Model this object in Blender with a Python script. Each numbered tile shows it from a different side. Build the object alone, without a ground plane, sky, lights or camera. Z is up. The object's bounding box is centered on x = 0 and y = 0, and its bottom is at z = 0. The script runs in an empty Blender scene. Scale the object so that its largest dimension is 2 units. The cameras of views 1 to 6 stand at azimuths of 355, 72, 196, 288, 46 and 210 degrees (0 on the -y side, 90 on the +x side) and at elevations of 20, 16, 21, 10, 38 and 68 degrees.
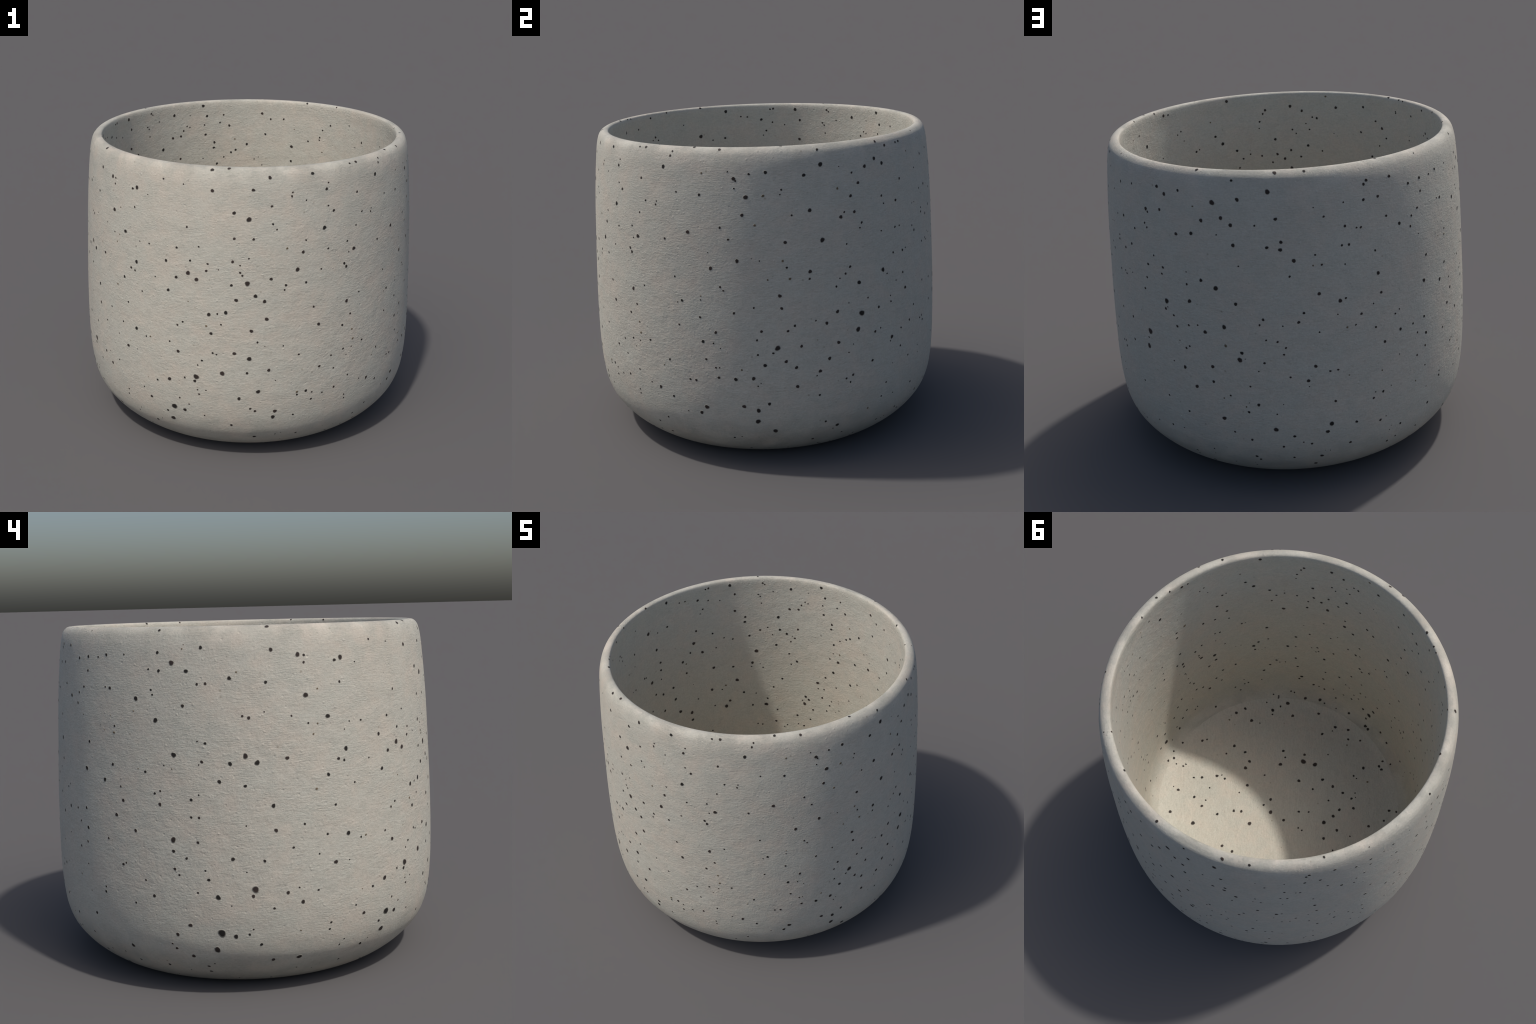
"""Speckled stoneware tumbler: one turned clay shell (outside, rim, inside, floor) with
dark iron specks burnt through the glaze."""
import bpy, bmesh, math, random
from mathutils import Vector, noise

rng = random.Random(41)

# ------------------------------------------------------------------ profile (radius, height)
OUTER = [(0.690, 0.000), (0.730, 0.0045), (0.782, 0.0255), (0.842, 0.0655), (0.9000, 0.1190), (0.9520, 0.191),
         (0.9785, 0.264), (0.9912, 0.345), (0.9985, 0.450), (1.0000, 0.600), (0.9952, 0.8325), (0.9841, 1.082),
         (0.9706, 1.332), (0.9535, 1.532), (0.9415, 1.632)]
RIM = [(0.9345, 1.6630), (0.9255, 1.6870), (0.9125, 1.7020), (0.8980, 1.7090), (0.8835, 1.7092), (0.8745, 1.7050)]
INNER = [(0.8708, 1.6930), (0.8735, 1.6000), (0.8765, 1.450), (0.8785, 1.250), (0.8800, 1.000), (0.8790, 0.800),
         (0.8790, 0.500), (0.8770, 0.340), (0.8705, 0.225), (0.8520, 0.150), (0.8180, 0.1085), (0.7700, 0.0860),
         (0.7100, 0.0735), (0.6200, 0.0665), (0.5000, 0.0630)]
FLOOR_Z = 0.061
FLOOR_EDGE = 0.80          # where the straight combed grain of the floor begins
LEAN = Vector((0.0037, 0.0023))   # the hand-thrown wall leans a little, per 1.1 m of height
SEGMENTS = 256


def catmull(points, steps):
    """Smooth curve through control points; returns the dense polyline."""
    ext = [tuple(2 * a - b for a, b in zip(points[0], points[1]))] + list(points)
    ext.append(tuple(2 * a - b for a, b in zip(points[-1], points[-2])))
    out = []
    for i in range(1, len(ext) - 2):
        p0, p1, p2, p3 = (Vector(ext[k]) for k in (i - 1, i, i + 1, i + 2))
        # centripetal parametrisation keeps uneven spacing from overshooting
        d1, d2, d3 = (max((b - a).length ** 0.5, 1e-6) for a, b in ((p0, p1), (p1, p2), (p2, p3)))
        m1 = (p1 - p0) / d1 - (p2 - p0) / (d1 + d2) + (p2 - p1) / d2
        m2 = (p2 - p1) / d2 - (p3 - p1) / (d2 + d3) + (p3 - p2) / d3
        m1, m2 = m1 * d2, m2 * d2
        n = max(2, int(math.ceil((p2 - p1).length / steps)))
        for k in range(n):
            t = k / n
            a = 2 * p1 - 2 * p2 + m1 + m2
            b = -3 * p1 + 3 * p2 - 2 * m1 - m2
            out.append(tuple(a * t ** 3 + b * t ** 2 + m1 * t + p1))
    out.append(tuple(points[-1]))
    return out


# ------------------------------------------------------------------ specks that stand out, where they sit
# outside: (bearing in degrees, height in metres, diameter in millimetres)
OUTSIDE_SPECKS = [
    # band 0
    (113.3, 0.210, 17), (163.8, 0.216, 18), (183.0, 0.202, 17), (190.0, 0.243, 27), (205.3, 0.180, 17),
    (212.7, 0.183, 22), (232.3, 0.194, 15), (239.4, 0.246, 25), (339.1, 0.287, 24), (344.3, 0.223, 23),
    # band 1
    (76.6, 0.599, 18), (84.8, 0.443, 20), (95.4, 0.538, 15), (100.0, 0.397, 22), (114.9, 0.366, 18),
    (116.1, 0.410, 22), (179.3, 0.312, 16), (183.1, 0.362, 17), (190.9, 0.500, 21), (191.5, 0.328, 33),
    (195.2, 0.312, 19), (200.0, 0.504, 15), (200.6, 0.535, 28), (213.1, 0.462, 17), (231.8, 0.357, 16),
    (239.3, 0.504, 20), (240.5, 0.333, 30), (244.2, 0.323, 19), (248.1, 0.520, 16), (248.6, 0.547, 28),
    (257.0, 0.583, 24), (262.2, 0.432, 18), (268.2, 0.476, 21), (273.0, 0.309, 21), (273.6, 0.347, 20),
    (307.6, 0.430, 17), (321.6, 0.322, 18), (323.5, 0.359, 22), (333.0, 0.528, 18), (338.3, 0.534, 18),
    (339.4, 0.352, 21), (342.7, 0.390, 16), (351.0, 0.584, 16), (351.2, 0.479, 17), (358.2, 0.550, 17),
    # band 2
    (0.5, 0.805, 16), (1.2, 0.612, 17), (4.0, 0.858, 17), (4.2, 0.691, 17), (10.9, 0.741, 24),
    (12.3, 0.825, 28), (58.4, 0.743, 24), (59.5, 0.831, 29), (72.9, 0.693, 17), (82.3, 0.727, 17),
    (90.7, 0.780, 23), (91.4, 0.818, 16), (109.8, 0.666, 16), (112.0, 0.741, 16), (138.8, 0.843, 15),
    (179.3, 0.761, 23), (195.0, 0.678, 16), (206.3, 0.802, 16), (226.6, 0.756, 19), (242.6, 0.684, 17),
    (253.5, 0.814, 16), (260.8, 0.705, 18), (265.4, 0.675, 23), (266.0, 0.837, 18), (271.5, 0.605, 17),
    (287.5, 0.846, 17), (323.4, 0.725, 16), (341.8, 0.605, 17), (345.6, 0.696, 25), (348.0, 0.621, 16),
    # band 3
    (11.6, 0.991, 20), (21.0, 1.028, 21), (67.6, 1.032, 24), (76.0, 1.059, 19), (80.2, 1.177, 16),
    (80.6, 0.909, 18), (84.7, 1.145, 22), (86.6, 0.948, 20), (90.4, 1.072, 16), (113.9, 1.115, 16),
    (131.8, 1.169, 17), (157.3, 1.011, 17), (175.7, 0.920, 15), (179.9, 1.146, 21), (192.0, 1.028, 16),
    (194.9, 1.107, 17), (198.9, 1.140, 21), (201.9, 1.109, 21), (205.8, 0.914, 17), (209.8, 1.124, 16),
    (221.1, 1.036, 15), (226.7, 1.146, 19), (239.2, 1.030, 16), (242.0, 1.110, 16), (246.0, 1.143, 22),
    (248.8, 1.112, 20), (252.8, 0.922, 19), (258.1, 0.939, 19), (261.3, 1.011, 18), (264.7, 1.105, 25),
    (267.2, 1.035, 19), (270.0, 1.004, 18), (270.7, 0.904, 19), (272.0, 1.128, 16), (280.3, 1.171, 21),
    (326.4, 1.114, 18), (334.4, 1.155, 18), (346.6, 0.971, 17),
    # band 4
    (9.6, 1.444, 15), (72.5, 1.393, 16), (77.7, 1.407, 17), (81.1, 1.476, 17), (87.2, 1.495, 17),
    (90.0, 1.463, 17), (90.5, 1.366, 17), (102.8, 1.493, 15), (103.7, 1.345, 17), (104.0, 1.382, 15),
    (107.3, 1.289, 18), (140.0, 1.388, 16), (168.7, 1.394, 19), (174.8, 1.299, 20), (195.2, 1.483, 16),
    (215.4, 1.398, 21), (221.5, 1.299, 19), (260.5, 1.484, 17), (265.1, 1.451, 24), (282.1, 1.264, 16),
    (289.3, 1.382, 20), (319.4, 1.293, 18), (336.2, 1.386, 16), (337.4, 1.474, 21), (348.6, 1.243, 16),
    (356.2, 1.395, 18), (359.8, 1.240, 22),
    # band 5
    (0.1, 1.616, 21), (12.5, 1.504, 15), (15.3, 1.581, 17), (19.3, 1.612, 17), (22.4, 1.582, 17),
    (65.5, 1.609, 16), (68.4, 1.579, 17), (84.7, 1.566, 23), (92.2, 1.585, 17), (100.9, 1.621, 21),
    (179.5, 1.553, 21), (206.4, 1.602, 16), (226.3, 1.557, 20), (253.2, 1.697, 17), (253.6, 1.595, 17),
    (258.6, 1.705, 16), (266.4, 1.604, 16), (271.6, 1.665, 17), (285.6, 1.673, 16), (310.9, 1.612, 18),
    (333.9, 1.565, 18), (343.4, 1.593, 16), (354.8, 1.570, 16),
]
# inside wall: the same measures
INSIDE_SPECKS = [
    (0.7, 0.289, 19), (1.7, 0.200, 30), (6.0, 0.218, 16), (10.1, 1.163, 17), (13.2, 1.198, 17),
    (17.1, 0.348, 16), (19.9, 0.760, 18), (79.2, 1.617, 18), (79.7, 1.199, 21), (86.1, 1.400, 17),
    (88.0, 1.177, 17), (97.4, 1.139, 21), (99.8, 1.043, 20), (99.8, 1.268, 16), (100.9, 1.420, 17),
    (101.2, 1.383, 16), (104.3, 1.607, 17), (105.0, 1.479, 16), (105.4, 0.805, 16), (106.1, 1.679, 20),
    (107.8, 0.921, 22), (112.2, 0.760, 18), (114.3, 0.719, 24), (116.9, 1.484, 16), (117.3, 1.328, 16),
    (117.9, 0.606, 17), (117.9, 1.067, 18), (120.2, 1.633, 19), (121.0, 1.479, 18), (122.5, 1.284, 18),
    (125.6, 1.313, 18), (126.2, 1.411, 21), (127.4, 1.190, 18), (128.3, 0.538, 17), (132.8, 0.687, 26),
    (136.6, 1.141, 27), (138.6, 1.046, 20), (139.5, 1.268, 16), (141.0, 1.418, 16), (141.3, 1.380, 18),
    (143.2, 0.802, 17), (145.2, 1.600, 16), (145.5, 1.473, 18), (146.1, 0.914, 24), (147.2, 1.671, 21),
    (147.6, 1.029, 16), (150.0, 0.747, 19), (151.9, 0.705, 26), (156.8, 1.052, 20), (158.4, 0.874, 20),
    (161.7, 1.201, 20), (162.2, 1.606, 17), (164.0, 1.379, 16), (165.6, 1.290, 23), (169.4, 0.675, 20),
    (169.5, 0.738, 24), (171.9, 1.175, 19), (175.6, 0.789, 24), (177.6, 0.909, 20), (177.8, 1.670, 20),
    (178.2, 1.009, 18), (184.0, 1.257, 17), (184.2, 1.198, 16), (184.3, 1.002, 18), (184.4, 0.866, 18),
    (185.5, 1.367, 19), (189.5, 1.518, 24), (190.4, 1.147, 24), (240.0, 1.510, 18), (240.8, 1.149, 20),
    (246.3, 0.175, 18), (253.5, 0.296, 23), (255.1, 0.219, 31), (255.9, 0.168, 16), (258.9, 0.234, 18),
    (260.8, 1.166, 16), (263.9, 1.195, 16), (273.1, 0.453, 16), (273.9, 1.362, 17), (276.0, 1.589, 16),
    (280.3, 0.347, 16), (280.8, 0.612, 19), (280.8, 1.620, 19), (281.2, 1.212, 22), (283.9, 1.278, 17),
    (287.0, 1.310, 16), (287.6, 1.409, 17), (289.4, 1.190, 16), (290.1, 0.310, 22), (291.1, 0.278, 16),
    (292.2, 0.438, 16), (293.2, 0.549, 16), (296.8, 0.699, 20), (298.7, 1.151, 21), (301.5, 0.509, 16),
    (304.3, 0.451, 16), (305.5, 0.931, 18), (307.0, 0.379, 18), (307.4, 1.683, 19), (309.1, 0.765, 17),
    (311.2, 0.724, 22), (319.5, 0.536, 16), (321.2, 1.213, 16), (325.0, 1.300, 17), (325.4, 0.518, 16),
    (328.0, 0.692, 19), (328.4, 0.755, 24), (328.8, 0.448, 16), (331.4, 0.649, 17), (331.5, 1.180, 16),
    (332.5, 0.358, 21), (334.4, 0.804, 22), (335.6, 0.422, 16), (336.7, 0.916, 16), (338.2, 1.673, 19),
    (338.9, 0.448, 16), (339.8, 0.549, 16), (343.3, 0.876, 20), (343.5, 1.259, 16), (343.7, 1.010, 16),
    (343.7, 1.204, 16), (347.2, 0.475, 16), (348.8, 0.235, 16), (349.7, 1.526, 21), (350.0, 0.418, 16),
    (352.3, 0.172, 18), (353.3, 0.339, 16),
]
# floor: (x, y, diameter in millimetres)
FLOOR_SPECKS = [
    (0.240, -0.779, 20), (0.144, -0.819, 22), (0.333, -0.696, 24), (-0.132, -0.735, 18), (0.400, -0.601, 22),
    (0.568, -0.508, 18), (0.256, -0.632, 20), (0.107, -0.738, 18), (0.488, -0.459, 22), (-0.043, -0.710, 20),
    (0.011, -0.623, 18), (0.488, -0.232, 20), (0.400, -0.230, 18), (0.339, -0.187, 20), (0.342, -0.133, 23),
    (0.147, -0.279, 23), (0.039, -0.426, 18), (0.020, -0.372, 34), (-0.059, -0.393, 29), (-0.356, -0.537, 20),
    (-0.025, -0.240, 21), (-0.159, -0.325, 20), (-0.247, -0.321, 20), (-0.323, -0.309, 18),
    (-0.442, -0.251, 19), (-0.361, -0.191, 19), (-0.356, -0.134, 21), (-0.319, -0.061, 26),
    (-0.427, -0.058, 19), (-0.377, 0.038, 19), (-0.591, -0.189, 18), (0.471, 0.018, 20), (0.555, 0.080, 18),
    (0.263, -0.029, 20), (0.075, -0.022, 19), (0.024, 0.054, 25), (-0.083, 0.065, 19), (0.521, 0.226, 18),
    (0.448, 0.257, 18), (0.331, 0.256, 18), (0.246, 0.177, 18), (0.193, 0.149, 18), (0.429, 0.387, 26),
    (0.107, 0.202, 25), (0.179, 0.421, 19), (0.105, 0.431, 19), (-0.472, -0.589, 18), (-0.660, -0.353, 18),
]
# rim: (bearing, radius, diameter in millimetres)
RIM_SPECKS = [
    (320.8, 0.900, 16), (329.4, 0.913, 15), (236.6, 0.878, 16), (205.8, 0.914, 18), (206.2, 0.873, 12),
    (189.3, 0.875, 15), (175.4, 0.917, 14), (79.2, 0.907, 16), (103.1, 0.913, 18), (111.6, 0.915, 14),
    (357.6, 0.875, 11),
]


# ------------------------------------------------------------------ materials
def node(tree, kind, **settings):
    n = tree.nodes.new(kind)
    for key, value in settings.items():
        setattr(n, key, value)
    return n


def math_node(tree, operation, a, b=None, clamp=False):
    n = node(tree, "ShaderNodeMath", operation=operation, use_clamp=clamp)
    for i, v in enumerate((a, b)):
        if v is None:
            continue
        if isinstance(v, (int, float)):
            n.inputs[i].default_value = v
        else:
            tree.links.new(v, n.inputs[i])
    return n.outputs[0]


def mix_colour(tree, factor, a, b, blend="MIX"):
    n = node(tree, "ShaderNodeMix", data_type="RGBA", blend_type=blend)
    for socket, v in ((n.inputs[0], factor), (n.inputs[6], a), (n.inputs[7], b)):
        if isinstance(v, (int, float)):
            socket.default_value = v
        elif isinstance(v, tuple):
            socket.default_value = (*v, 1)
        else:
            tree.links.new(v, socket)
    return n.outputs[2]


def ramp(tree, factor, stops):
    n = node(tree, "ShaderNodeMapRange", interpolation_type="SMOOTHSTEP")
    tree.links.new(factor, n.inputs[0])
    n.inputs[1].default_value, n.inputs[2].default_value = stops
    return n.outputs[0]


def clay_material(name, turned):
    """Matt speckle-glazed clay. turned: the grain runs round the wall; otherwise it is combed straight."""
    mat = bpy.data.materials.new(name)
    mat.use_nodes = True
    t = mat.node_tree
    bsdf = t.nodes["Principled BSDF"]
    coords = node(t, "ShaderNodeTexCoord").outputs["Object"]
    link = t.links.new

    def noise_tex(vector, scale, detail, rough=0.55, w=None, distortion=0.0):
        n = node(t, "ShaderNodeTexNoise", noise_dimensions="4D" if w is not None else "3D")
        link(vector, n.inputs["Vector"])
        if w is not None:
            link(w, n.inputs["W"])
        n.inputs["Scale"].default_value = scale
        n.inputs["Detail"].default_value = detail
        n.inputs["Roughness"].default_value = rough
        n.inputs["Distortion"].default_value = distortion
        return n.outputs["Fac"]

    if turned:
        parts = node(t, "ShaderNodeSeparateXYZ")
        link(coords, parts.inputs[0])
        x, y, z = parts.outputs
        radius = math_node(t, "SQRT", math_node(t, "ADD", math_node(t, "MULTIPLY", x, x), math_node(t, "MULTIPLY", y, y)))
        safe = math_node(t, "MAXIMUM", radius, 0.05)
        along = node(t, "ShaderNodeCombineXYZ")
        link(math_node(t, "DIVIDE", x, safe), along.inputs[0])
        link(math_node(t, "DIVIDE", y, safe), along.inputs[1])
        link(math_node(t, "MULTIPLY", z, STREAK), along.inputs[2])
        grain_vector, grain_w = along.outputs[0], None
        w_base = math_node(t, "MULTIPLY", radius, STREAK)
    else:
        turn = node(t, "ShaderNodeMapping")
        link(coords, turn.inputs["Vector"])
        turn.inputs["Rotation"].default_value = (0, 0, math.radians(60.6))
        mapping = node(t, "ShaderNodeMapping")
        link(turn.outputs[0], mapping.inputs["Vector"])
        mapping.inputs["Scale"].default_value = (0.8, STREAK * 1.2, STREAK)
        grain_vector, w_base = mapping.outputs[0], None

    def grain(scale, detail, rough=0.55, distortion=0.0):
        w = math_node(t, "MULTIPLY", w_base, scale) if w_base is not None else None
        return noise_tex(grain_vector, scale, detail, rough, w, distortion)

    # colour: warm and cool clouds, streaky mottling, faint sunken iron
    clouds = ramp(t, noise_tex(coords, 4.5, 4, 0.6), (0.36, 0.64))
    colour = mix_colour(t, clouds, CLAY_COOL, CLAY_WARM)
    blotch = ramp(t, noise_tex(coords, 14.0, 3, 0.6), (0.34, 0.66))
    colour = mix_colour(t, math_node(t, "MULTIPLY", blotch, 0.6), colour, CLAY_GREEN)
    streaks = ramp(t, grain(24.0, 5, 0.65, 1.5), (0.30, 0.68))
    colour = mix_colour(t, math_node(t, "MULTIPLY", math_node(t, "SUBTRACT", 1.0, streaks), 0.42), colour, CLAY_DARK)
    fine = ramp(t, noise_tex(coords, 95.0, 4, 0.7), (0.34, 0.66))
    colour = mix_colour(t, math_node(t, "MULTIPLY", fine, 0.26), colour, CLAY_LIGHT)
    ghost = node(t, "ShaderNodeTexVoronoi", feature="F1")
    link(coords, ghost.inputs["Vector"])
    ghost.inputs["Scale"].default_value = 14.0
    near = math_node(t, "SUBTRACT", 1.0, ramp(t, ghost.outputs["Distance"], (0.03, 0.11)))
    chance = node(t, "ShaderNodeSeparateColor")
    link(ghost.outputs["Color"], chance.inputs[0])
    near = math_node(t, "MULTIPLY", near, ramp(t, chance.outputs[0], (0.35, 0.9)))
    colour = mix_colour(t, math_node(t, "MULTIPLY", near, 0.5), colour, SPECK_TAN)
    link(colour, bsdf.inputs["Base Color"])
    bsdf.inputs["Roughness"].default_value = 0.62
    bsdf.inputs["Specular IOR Level"].default_value = 0.5

    # relief: fibrous throwing grain that comes and goes, lumpy clay, fine grit, scattered pits
    patchy = ramp(t, noise_tex(coords, 7.0, 3, 0.6), (0.30, 0.72))
    fibres = math_node(t, "MULTIPLY", grain(30.0, 6, 0.62, 0.9), math_node(t, "ADD", math_node(t, "MULTIPLY", patchy, 0.8), 0.35))
    lumps = math_node(t, "MULTIPLY", noise_tex(coords, 85.0, 4, 0.62), 0.62)
    uneven = math_node(t, "MULTIPLY", noise_tex(coords, 13.0, 2, 0.5), 1.1)
    relief = math_node(t, "ADD", math_node(t, "ADD", fibres, lumps), uneven)
    pits = node(t, "ShaderNodeTexVoronoi", feature="F1")
    link(coords, pits.inputs["Vector"])
    pits.inputs["Scale"].default_value = 26.0
    pit_chance = node(t, "ShaderNodeSeparateColor")
    link(pits.outputs["Color"], pit_chance.inputs[0])
    pit = math_node(t, "MULTIPLY", math_node(t, "SUBTRACT", 1.0, ramp(t, pits.outputs["Distance"], (0.04, 0.2))),
                    math_node(t, "SUBTRACT", ramp(t, pit_chance.outputs[0], (0.45, 0.55)), 0.5))
    relief = math_node(t, "ADD", relief, math_node(t, "MULTIPLY", pit, 0.7))
    bump = node(t, "ShaderNodeBump")
    bump.inputs["Strength"].default_value = 1.0
    bump.inputs["Distance"].default_value = RELIEF
    link(relief, bump.inputs["Height"])
    link(bump.outputs[0], bsdf.inputs["Normal"])
    return mat


def speck_material(name, dark, brown, edge=0.0):
    mat = bpy.data.materials.new(name)
    mat.use_nodes = True
    t = mat.node_tree
    bsdf = t.nodes["Principled BSDF"]
    coords = node(t, "ShaderNodeTexCoord").outputs["Object"]
    n = node(t, "ShaderNodeTexNoise")
    t.links.new(coords, n.inputs["Vector"])
    n.inputs["Scale"].default_value = 9.0
    n.inputs["Detail"].default_value = 2.0
    colour = mix_colour(t, ramp(t, n.outputs["Fac"], (0.35, 0.65)), dark, brown)
    if edge:
        colour = mix_colour(t, edge, colour, CLAY_COOL)
    t.links.new(colour, bsdf.inputs["Base Color"])
    bsdf.inputs["Roughness"].default_value = 0.7
    bsdf.inputs["Specular IOR Level"].default_value = 0.25
    return mat


STREAK = 2.4
RELIEF = 0.0031
CLAY_WARM = (0.530, 0.479, 0.402)
CLAY_COOL = (0.490, 0.480, 0.415)
CLAY_GREEN = (0.455, 0.460, 0.398)
CLAY_DARK = (0.330, 0.300, 0.250)
CLAY_LIGHT = (0.650, 0.600, 0.520)
SPECK_TAN = (0.200, 0.165, 0.115)

CLAY = clay_material("speckled_clay_turned", True)
CLAY_FLOOR = clay_material("speckled_clay_combed", False)
IRON = speck_material("iron_speck", (0.018, 0.016, 0.014), (0.044, 0.031, 0.027))
IRON_EDGE = speck_material("iron_speck_edge", (0.024, 0.019, 0.017), (0.050, 0.034, 0.029), 0.16)
IRON_HALO = speck_material("iron_speck_halo", (0.024, 0.019, 0.017), (0.050, 0.034, 0.029), 0.55)
TAN = speck_material("tan_speck", (0.120, 0.095, 0.060), (0.160, 0.120, 0.080))
TAN_EDGE = speck_material("tan_speck_edge", (0.120, 0.095, 0.060), (0.160, 0.120, 0.080), 0.5)

# ------------------------------------------------------------------ the turned shell
BASE_EDGE = OUTER[0][0]
FINE = 0.010
base_line = [(BASE_EDGE * i / 24, 0.0) for i in range(1, 25)]
floor_line = [(INNER[-1][0] * i / 40, FLOOR_Z + (INNER[-1][1] - FLOOR_Z) * (i / 40) ** 2) for i in range(40, 0, -1)]
shell = catmull([(BASE_EDGE - 0.05, 0.0)] + OUTER + RIM + INNER + [floor_line[3], floor_line[6]], FINE)
first = next(i for i, p in enumerate(shell) if p[0] > BASE_EDGE + 1e-4)
last = next(i for i, p in enumerate(shell) if i > len(shell) // 2 and p[0] < INNER[-1][0] + 1e-4)
shell = [(r, max(z, 0.0)) for r, z in shell[first:last]]
PROFILE = base_line + shell + floor_line

LENGTH = [0.0]
for (r0, z0), (r1, z1) in zip(PROFILE, PROFILE[1:]):
    LENGTH.append(LENGTH[-1] + math.hypot(r1 - r0, z1 - z0))


def part_of(i):
    """Name of the part that the profile span from point i to i + 1 belongs to."""
    r, z = (PROFILE[i][k] / 2 + PROFILE[i + 1][k] / 2 for k in (0, 1))
    if i < len(base_line) - 1:
        return "base"
    if i > TOP_ROW and z < 0.3 and r < FLOOR_EDGE:
        return "floor"
    if z > RIM[0][1] - 0.012:
        return "rim"
    return "outer_wall" if i < TOP_ROW else "inner_wall"


TOP_ROW = max(range(len(PROFILE)), key=lambda i: PROFILE[i][1])


def lean(p):
    k = abs(p.z - 0.6) / 1.1
    return Vector((p.x + LEAN.x * k, p.y + LEAN.y * k, p.z))


def shell_point(row, angle):
    r, z = PROFILE[row]
    return lean(Vector((r * math.cos(angle), r * math.sin(angle), z)))


angles = [2 * math.pi * k / SEGMENTS for k in range(SEGMENTS)]
rows = len(PROFILE)
verts = [shell_point(i, a) for i in range(rows) for a in angles]
verts += [(0, 0, PROFILE[0][1]), (0, 0, PROFILE[-1][1])]
faces, owner = [], []
for k in range(SEGMENTS):
    n = (k + 1) % SEGMENTS
    faces.append((rows * SEGMENTS, n, k))
    owner.append("base")
    last = (rows - 1) * SEGMENTS
    faces.append((rows * SEGMENTS + 1, last + k, last + n))
    owner.append("floor")
for i in range(rows - 1):
    name = part_of(i)
    for k in range(SEGMENTS):
        n = (k + 1) % SEGMENTS
        faces.append((i * SEGMENTS + k, i * SEGMENTS + n, (i + 1) * SEGMENTS + n, (i + 1) * SEGMENTS + k))
        owner.append(name)
whole = bpy.data.meshes.new("whole_shell")
whole.from_pydata(verts, [], faces)
whole.update()
normals = [v.normal.copy() for v in whole.vertices]

cup = bpy.data.objects.new("ceramic_cup", None)
bpy.context.collection.objects.link(cup)
cup["label"] = "round handleless stoneware cup, pale grey-beige with dark brown specks"
cup["category"] = "cup"


def add_part(name, mesh, parent):
    obj = bpy.data.objects.new(name, mesh)
    bpy.context.collection.objects.link(obj)
    obj.parent = parent
    return obj


PARTS = {}
for name in ("outer_wall", "base", "rim", "inner_wall", "floor"):
    mine = [f for f, o in zip(faces, owner) if o == name]
    used = sorted({v for f in mine for v in f})
    index = {v: i for i, v in enumerate(used)}
    mesh = bpy.data.meshes.new(name)
    mesh.from_pydata([verts[v] for v in used], [], [tuple(index[v] for v in f) for f in mine])
    mesh.update()
    for p in mesh.polygons:
        p.use_smooth = True
    mesh.normals_split_custom_set_from_vertices([normals[v] for v in used])
    mesh.materials.append(CLAY_FLOOR if name in ("floor", "base") else CLAY)
    PARTS[name] = add_part(name, mesh, cup)
bpy.data.meshes.remove(whole)


# ------------------------------------------------------------------ specks laid on the shell
def on_shell(length, angle, lift):
    """Point at a distance along the profile and a bearing, lifted off the surface."""
    lo, hi = 0, len(LENGTH) - 1
    while hi - lo > 1:
        mid = (lo + hi) // 2
        if LENGTH[mid] <= length:
            lo = mid
        else:
            hi = mid
    t = (length - LENGTH[lo]) / max(LENGTH[hi] - LENGTH[lo], 1e-9)
    (r0, z0), (r1, z1) = PROFILE[lo], PROFILE[hi]
    d = math.hypot(r1 - r0, z1 - z0)
    nr, nz = (z1 - z0) / d, -(r1 - r0) / d
    r, z = r0 + (r1 - r0) * t, z0 + (z1 - z0) * t
    r, z = r + nr * lift, z + nz * lift
    return lean(Vector((r * math.cos(angle), r * math.sin(angle), z)))


def radius_at(length):
    i = min(range(len(LENGTH)), key=lambda k: abs(LENGTH[k] - length))
    return PROFILE[i][0]


def speck_patch(place, size):
    """A small irregular blister: vertices and faces; place(a, b, lift) maps to the surface."""
    sides = 14
    a1, a2, a3 = (rng.uniform(0, 6.3) for _ in range(3))
    w1, w2, w3 = rng.uniform(0.03, 0.14), rng.uniform(0.02, 0.09), rng.uniform(0.0, 0.05)
    vs, fs, slot = [place(0, 0, 0.0011)], [], []
    rings = ((0.45, 0.0010), (0.76, 0.0009), (0.92, 0.0007), (1.06, 0.0004), (1.08, -0.0008))
    for f, lift in rings:
        for k in range(sides):
            phi = 2 * math.pi * k / sides
            r = size * f * (1 + w1 * math.sin(2 * phi + a1) + w2 * math.sin(3 * phi + a2) + w3 * math.sin(5 * phi + a3))
            vs.append(place(r * math.cos(phi), r * math.sin(phi), lift))
    for k in range(sides):
        n = (k + 1) % sides
        fs.append((0, 1 + k, 1 + n))
        slot.append(0)
        for j in range(len(rings) - 1):
            fs.append((1 + j * sides + k, 1 + (j + 1) * sides + k, 1 + (j + 1) * sides + n, 1 + j * sides + n))
            slot.append(min(j, 2))
    return vs, fs, slot


def build_speck_mesh(name, patches, materials):
    vs, fs, slots = [], [], []
    for v, f, s in patches:
        o = len(vs)
        vs += v
        fs += [tuple(o + i for i in face) for face in f]
        slots += s
    mesh = bpy.data.meshes.new(name)
    mesh.from_pydata(vs, [], fs)
    for m in materials:
        mesh.materials.append(m)
    for p, s in zip(mesh.polygons, slots):
        p.material_index = s
        p.use_smooth = True
    mesh.update()
    return mesh


def wall_place(length, angle):
    r = radius_at(length)
    return lambda a, b, lift: on_shell(length + b, angle + a / r, lift)


def length_at_radius(r, low, high):
    """Distance along the profile where the radius is nearest to r, between two profile points."""
    return LENGTH[min(range(low, high), key=lambda i: abs(PROFILE[i][0] - r))]


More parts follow.
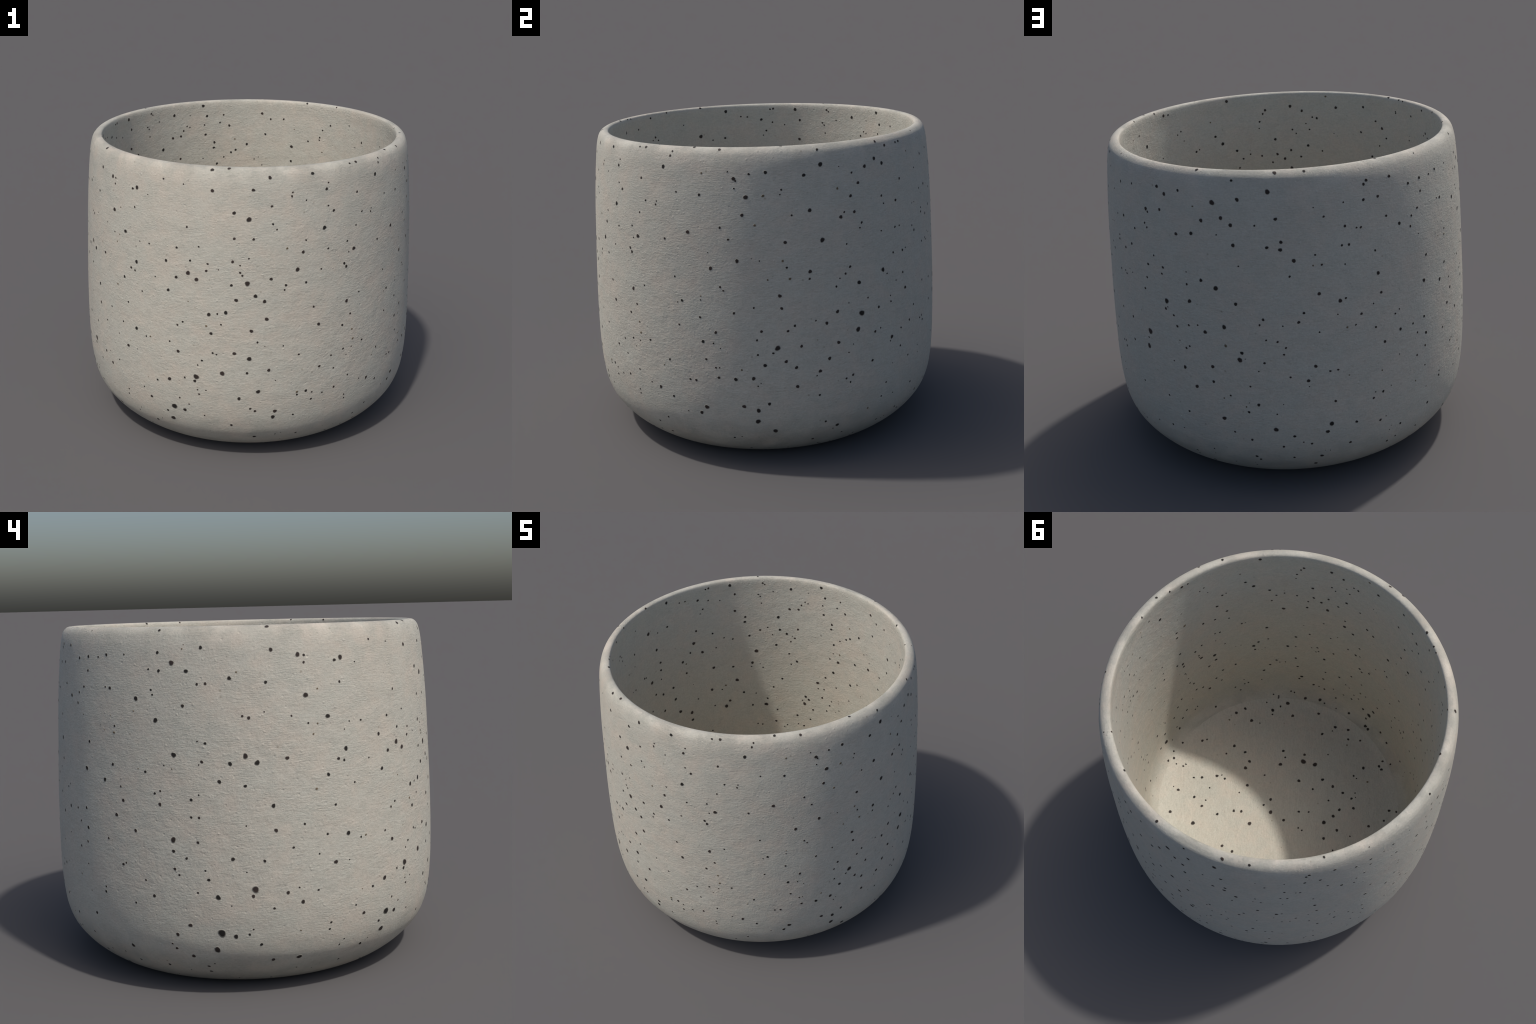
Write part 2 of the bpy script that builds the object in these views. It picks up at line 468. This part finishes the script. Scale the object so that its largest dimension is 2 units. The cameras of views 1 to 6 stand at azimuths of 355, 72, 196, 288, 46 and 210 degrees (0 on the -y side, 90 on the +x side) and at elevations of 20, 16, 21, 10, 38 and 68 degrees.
def length_at_height(z, outside):
    span = range(len(base_line) - 1, TOP_ROW) if outside else range(TOP_ROW, len(PROFILE) - 1)
    best = min(span, key=lambda i: abs((PROFILE[i][1] + PROFILE[i + 1][1]) / 2 - z))
    z0, z1 = PROFILE[best][1], PROFILE[best + 1][1]
    t = min(1, max(0, (z - z0) / (z1 - z0))) if abs(z1 - z0) > 1e-9 else 0.5
    return LENGTH[best] + t * (LENGTH[best + 1] - LENGTH[best])


class Scatter:
    """Collects specks of one part: the big ones as objects of their own, the small ones as stuff."""

    def __init__(self, part):
        self.part, self.small, self.tan, self.spots = part, [], [], []

    def add(self, place, size, tan=False):
        patch = speck_patch(place, size)
        self.spots.append((patch[0][0], size))
        if tan:
            self.tan.append(patch)
        elif size >= SINGLE:
            mesh = build_speck_mesh("speck", [patch], (IRON, IRON_EDGE, IRON_HALO))
            add_part("speck", mesh, self.part)
        else:
            self.small.append(patch)

    def finish(self):
        for name, patches, mats in (("fine_speckles", self.small, (IRON, IRON_EDGE, IRON_HALO)), ("tan_speckles", self.tan, (TAN, TAN_EDGE, TAN_EDGE))):
            if patches:
                obj = add_part(name, build_speck_mesh(name, patches, mats), self.part)
                obj["kind"] = "stuff"


SINGLE = 0.0105
SHRINK, SHRINK_INSIDE = 0.57, 0.53


def small_size():
    return SHRINK * 0.001 * (rng.triangular(6.5, 15.5, 12.5) if rng.random() < 0.92 else rng.uniform(15, 20))


OUT_BOTTOM = LENGTH[len(base_line) - 1]
RIM_START, RIM_END = (length_at_height(RIM[0][1] - 0.012, True), length_at_height(RIM[0][1] - 0.012, False))
FLOOR_ROW = next(i for i in range(TOP_ROW, len(PROFILE)) if part_of(i) == "floor")
IN_END = LENGTH[FLOOR_ROW]

outside, rim, inside, floor = (Scatter(PARTS[n]) for n in ("outer_wall", "rim", "inner_wall", "floor"))
for bearing, height, diameter in OUTSIDE_SPECKS:
    target = rim if height > RIM[0][1] - 0.012 else outside
    target.add(wall_place(length_at_height(height, True), math.radians(bearing)), SHRINK * 0.001 * diameter)
for bearing, height, diameter in INSIDE_SPECKS:
    inside.add(wall_place(length_at_height(height, False), math.radians(bearing)), SHRINK_INSIDE * 0.001 * diameter)
for x, y, diameter in FLOOR_SPECKS:
    length = length_at_radius(math.hypot(x, y), FLOOR_ROW - 40, len(PROFILE))
    (floor if length > IN_END else inside).add(wall_place(length, math.atan2(y, x)), SHRINK_INSIDE * 0.001 * diameter)
for bearing, radius, diameter in RIM_SPECKS:
    start = TOP_ROW - 12 if radius > PROFILE[TOP_ROW][0] else TOP_ROW
    rim.add(wall_place(length_at_radius(radius, start, start + 12), math.radians(bearing)), SHRINK_INSIDE * 0.001 * diameter)


def sprinkle(scatter, count, start, end, sizes, tan_share=0.05):
    """Random specks over the band between two distances along the profile: each takes the emptiest of two
    tries, so that the cover is fairly even; now and then a smaller one lies close by."""
    made = 0
    peak = max(PROFILE[i][0] for i in range(len(PROFILE)) if start <= LENGTH[i] <= end)
    while made < count:
        best, room = None, -1.0
        for _ in range(2):
            length, angle = rng.uniform(start, end), rng.uniform(0, 2 * math.pi)
            if rng.random() > radius_at(length) / peak:
                continue
            p = on_shell(length, angle, 0)
            gap = min(((p - q).length_squared for q, g in scatter.spots), default=1.0)
            if gap > room:
                best, room = (length, angle), gap
        if best is None or room < 0.028 ** 2:
            made += 0.2
            continue
        length, angle = best
        scatter.add(wall_place(length, angle), sizes(), rng.random() < tan_share)
        made += 1
        if rng.random() < 0.2:
            phi, step = rng.uniform(0, 6.28), rng.uniform(0.017, 0.045)
            l2 = min(end, max(start, length + step * math.sin(phi)))
            scatter.add(wall_place(l2, angle + step * math.cos(phi) / radius_at(length)), sizes() * 0.8)
            made += 1


sprinkle(outside, 480, OUT_BOTTOM + 0.02, RIM_START - 0.02, small_size)
sprinkle(outside, 130, OUT_BOTTOM + 0.02, RIM_START - 0.02, lambda: SHRINK * 0.001 * rng.uniform(5.0, 9.0), 0.3)
sprinkle(inside, 90, RIM_END + 0.02, IN_END, lambda: SHRINK * 0.001 * rng.uniform(5.0, 9.0), 0.3)
sprinkle(rim, 26, RIM_START + 0.01, RIM_END - 0.01, small_size)
sprinkle(inside, 400, RIM_END + 0.02, IN_END, small_size)
sprinkle(floor, 70, IN_END, LENGTH[-1] - 0.04, small_size)
for s in (outside, rim, inside, floor):
    s.finish()
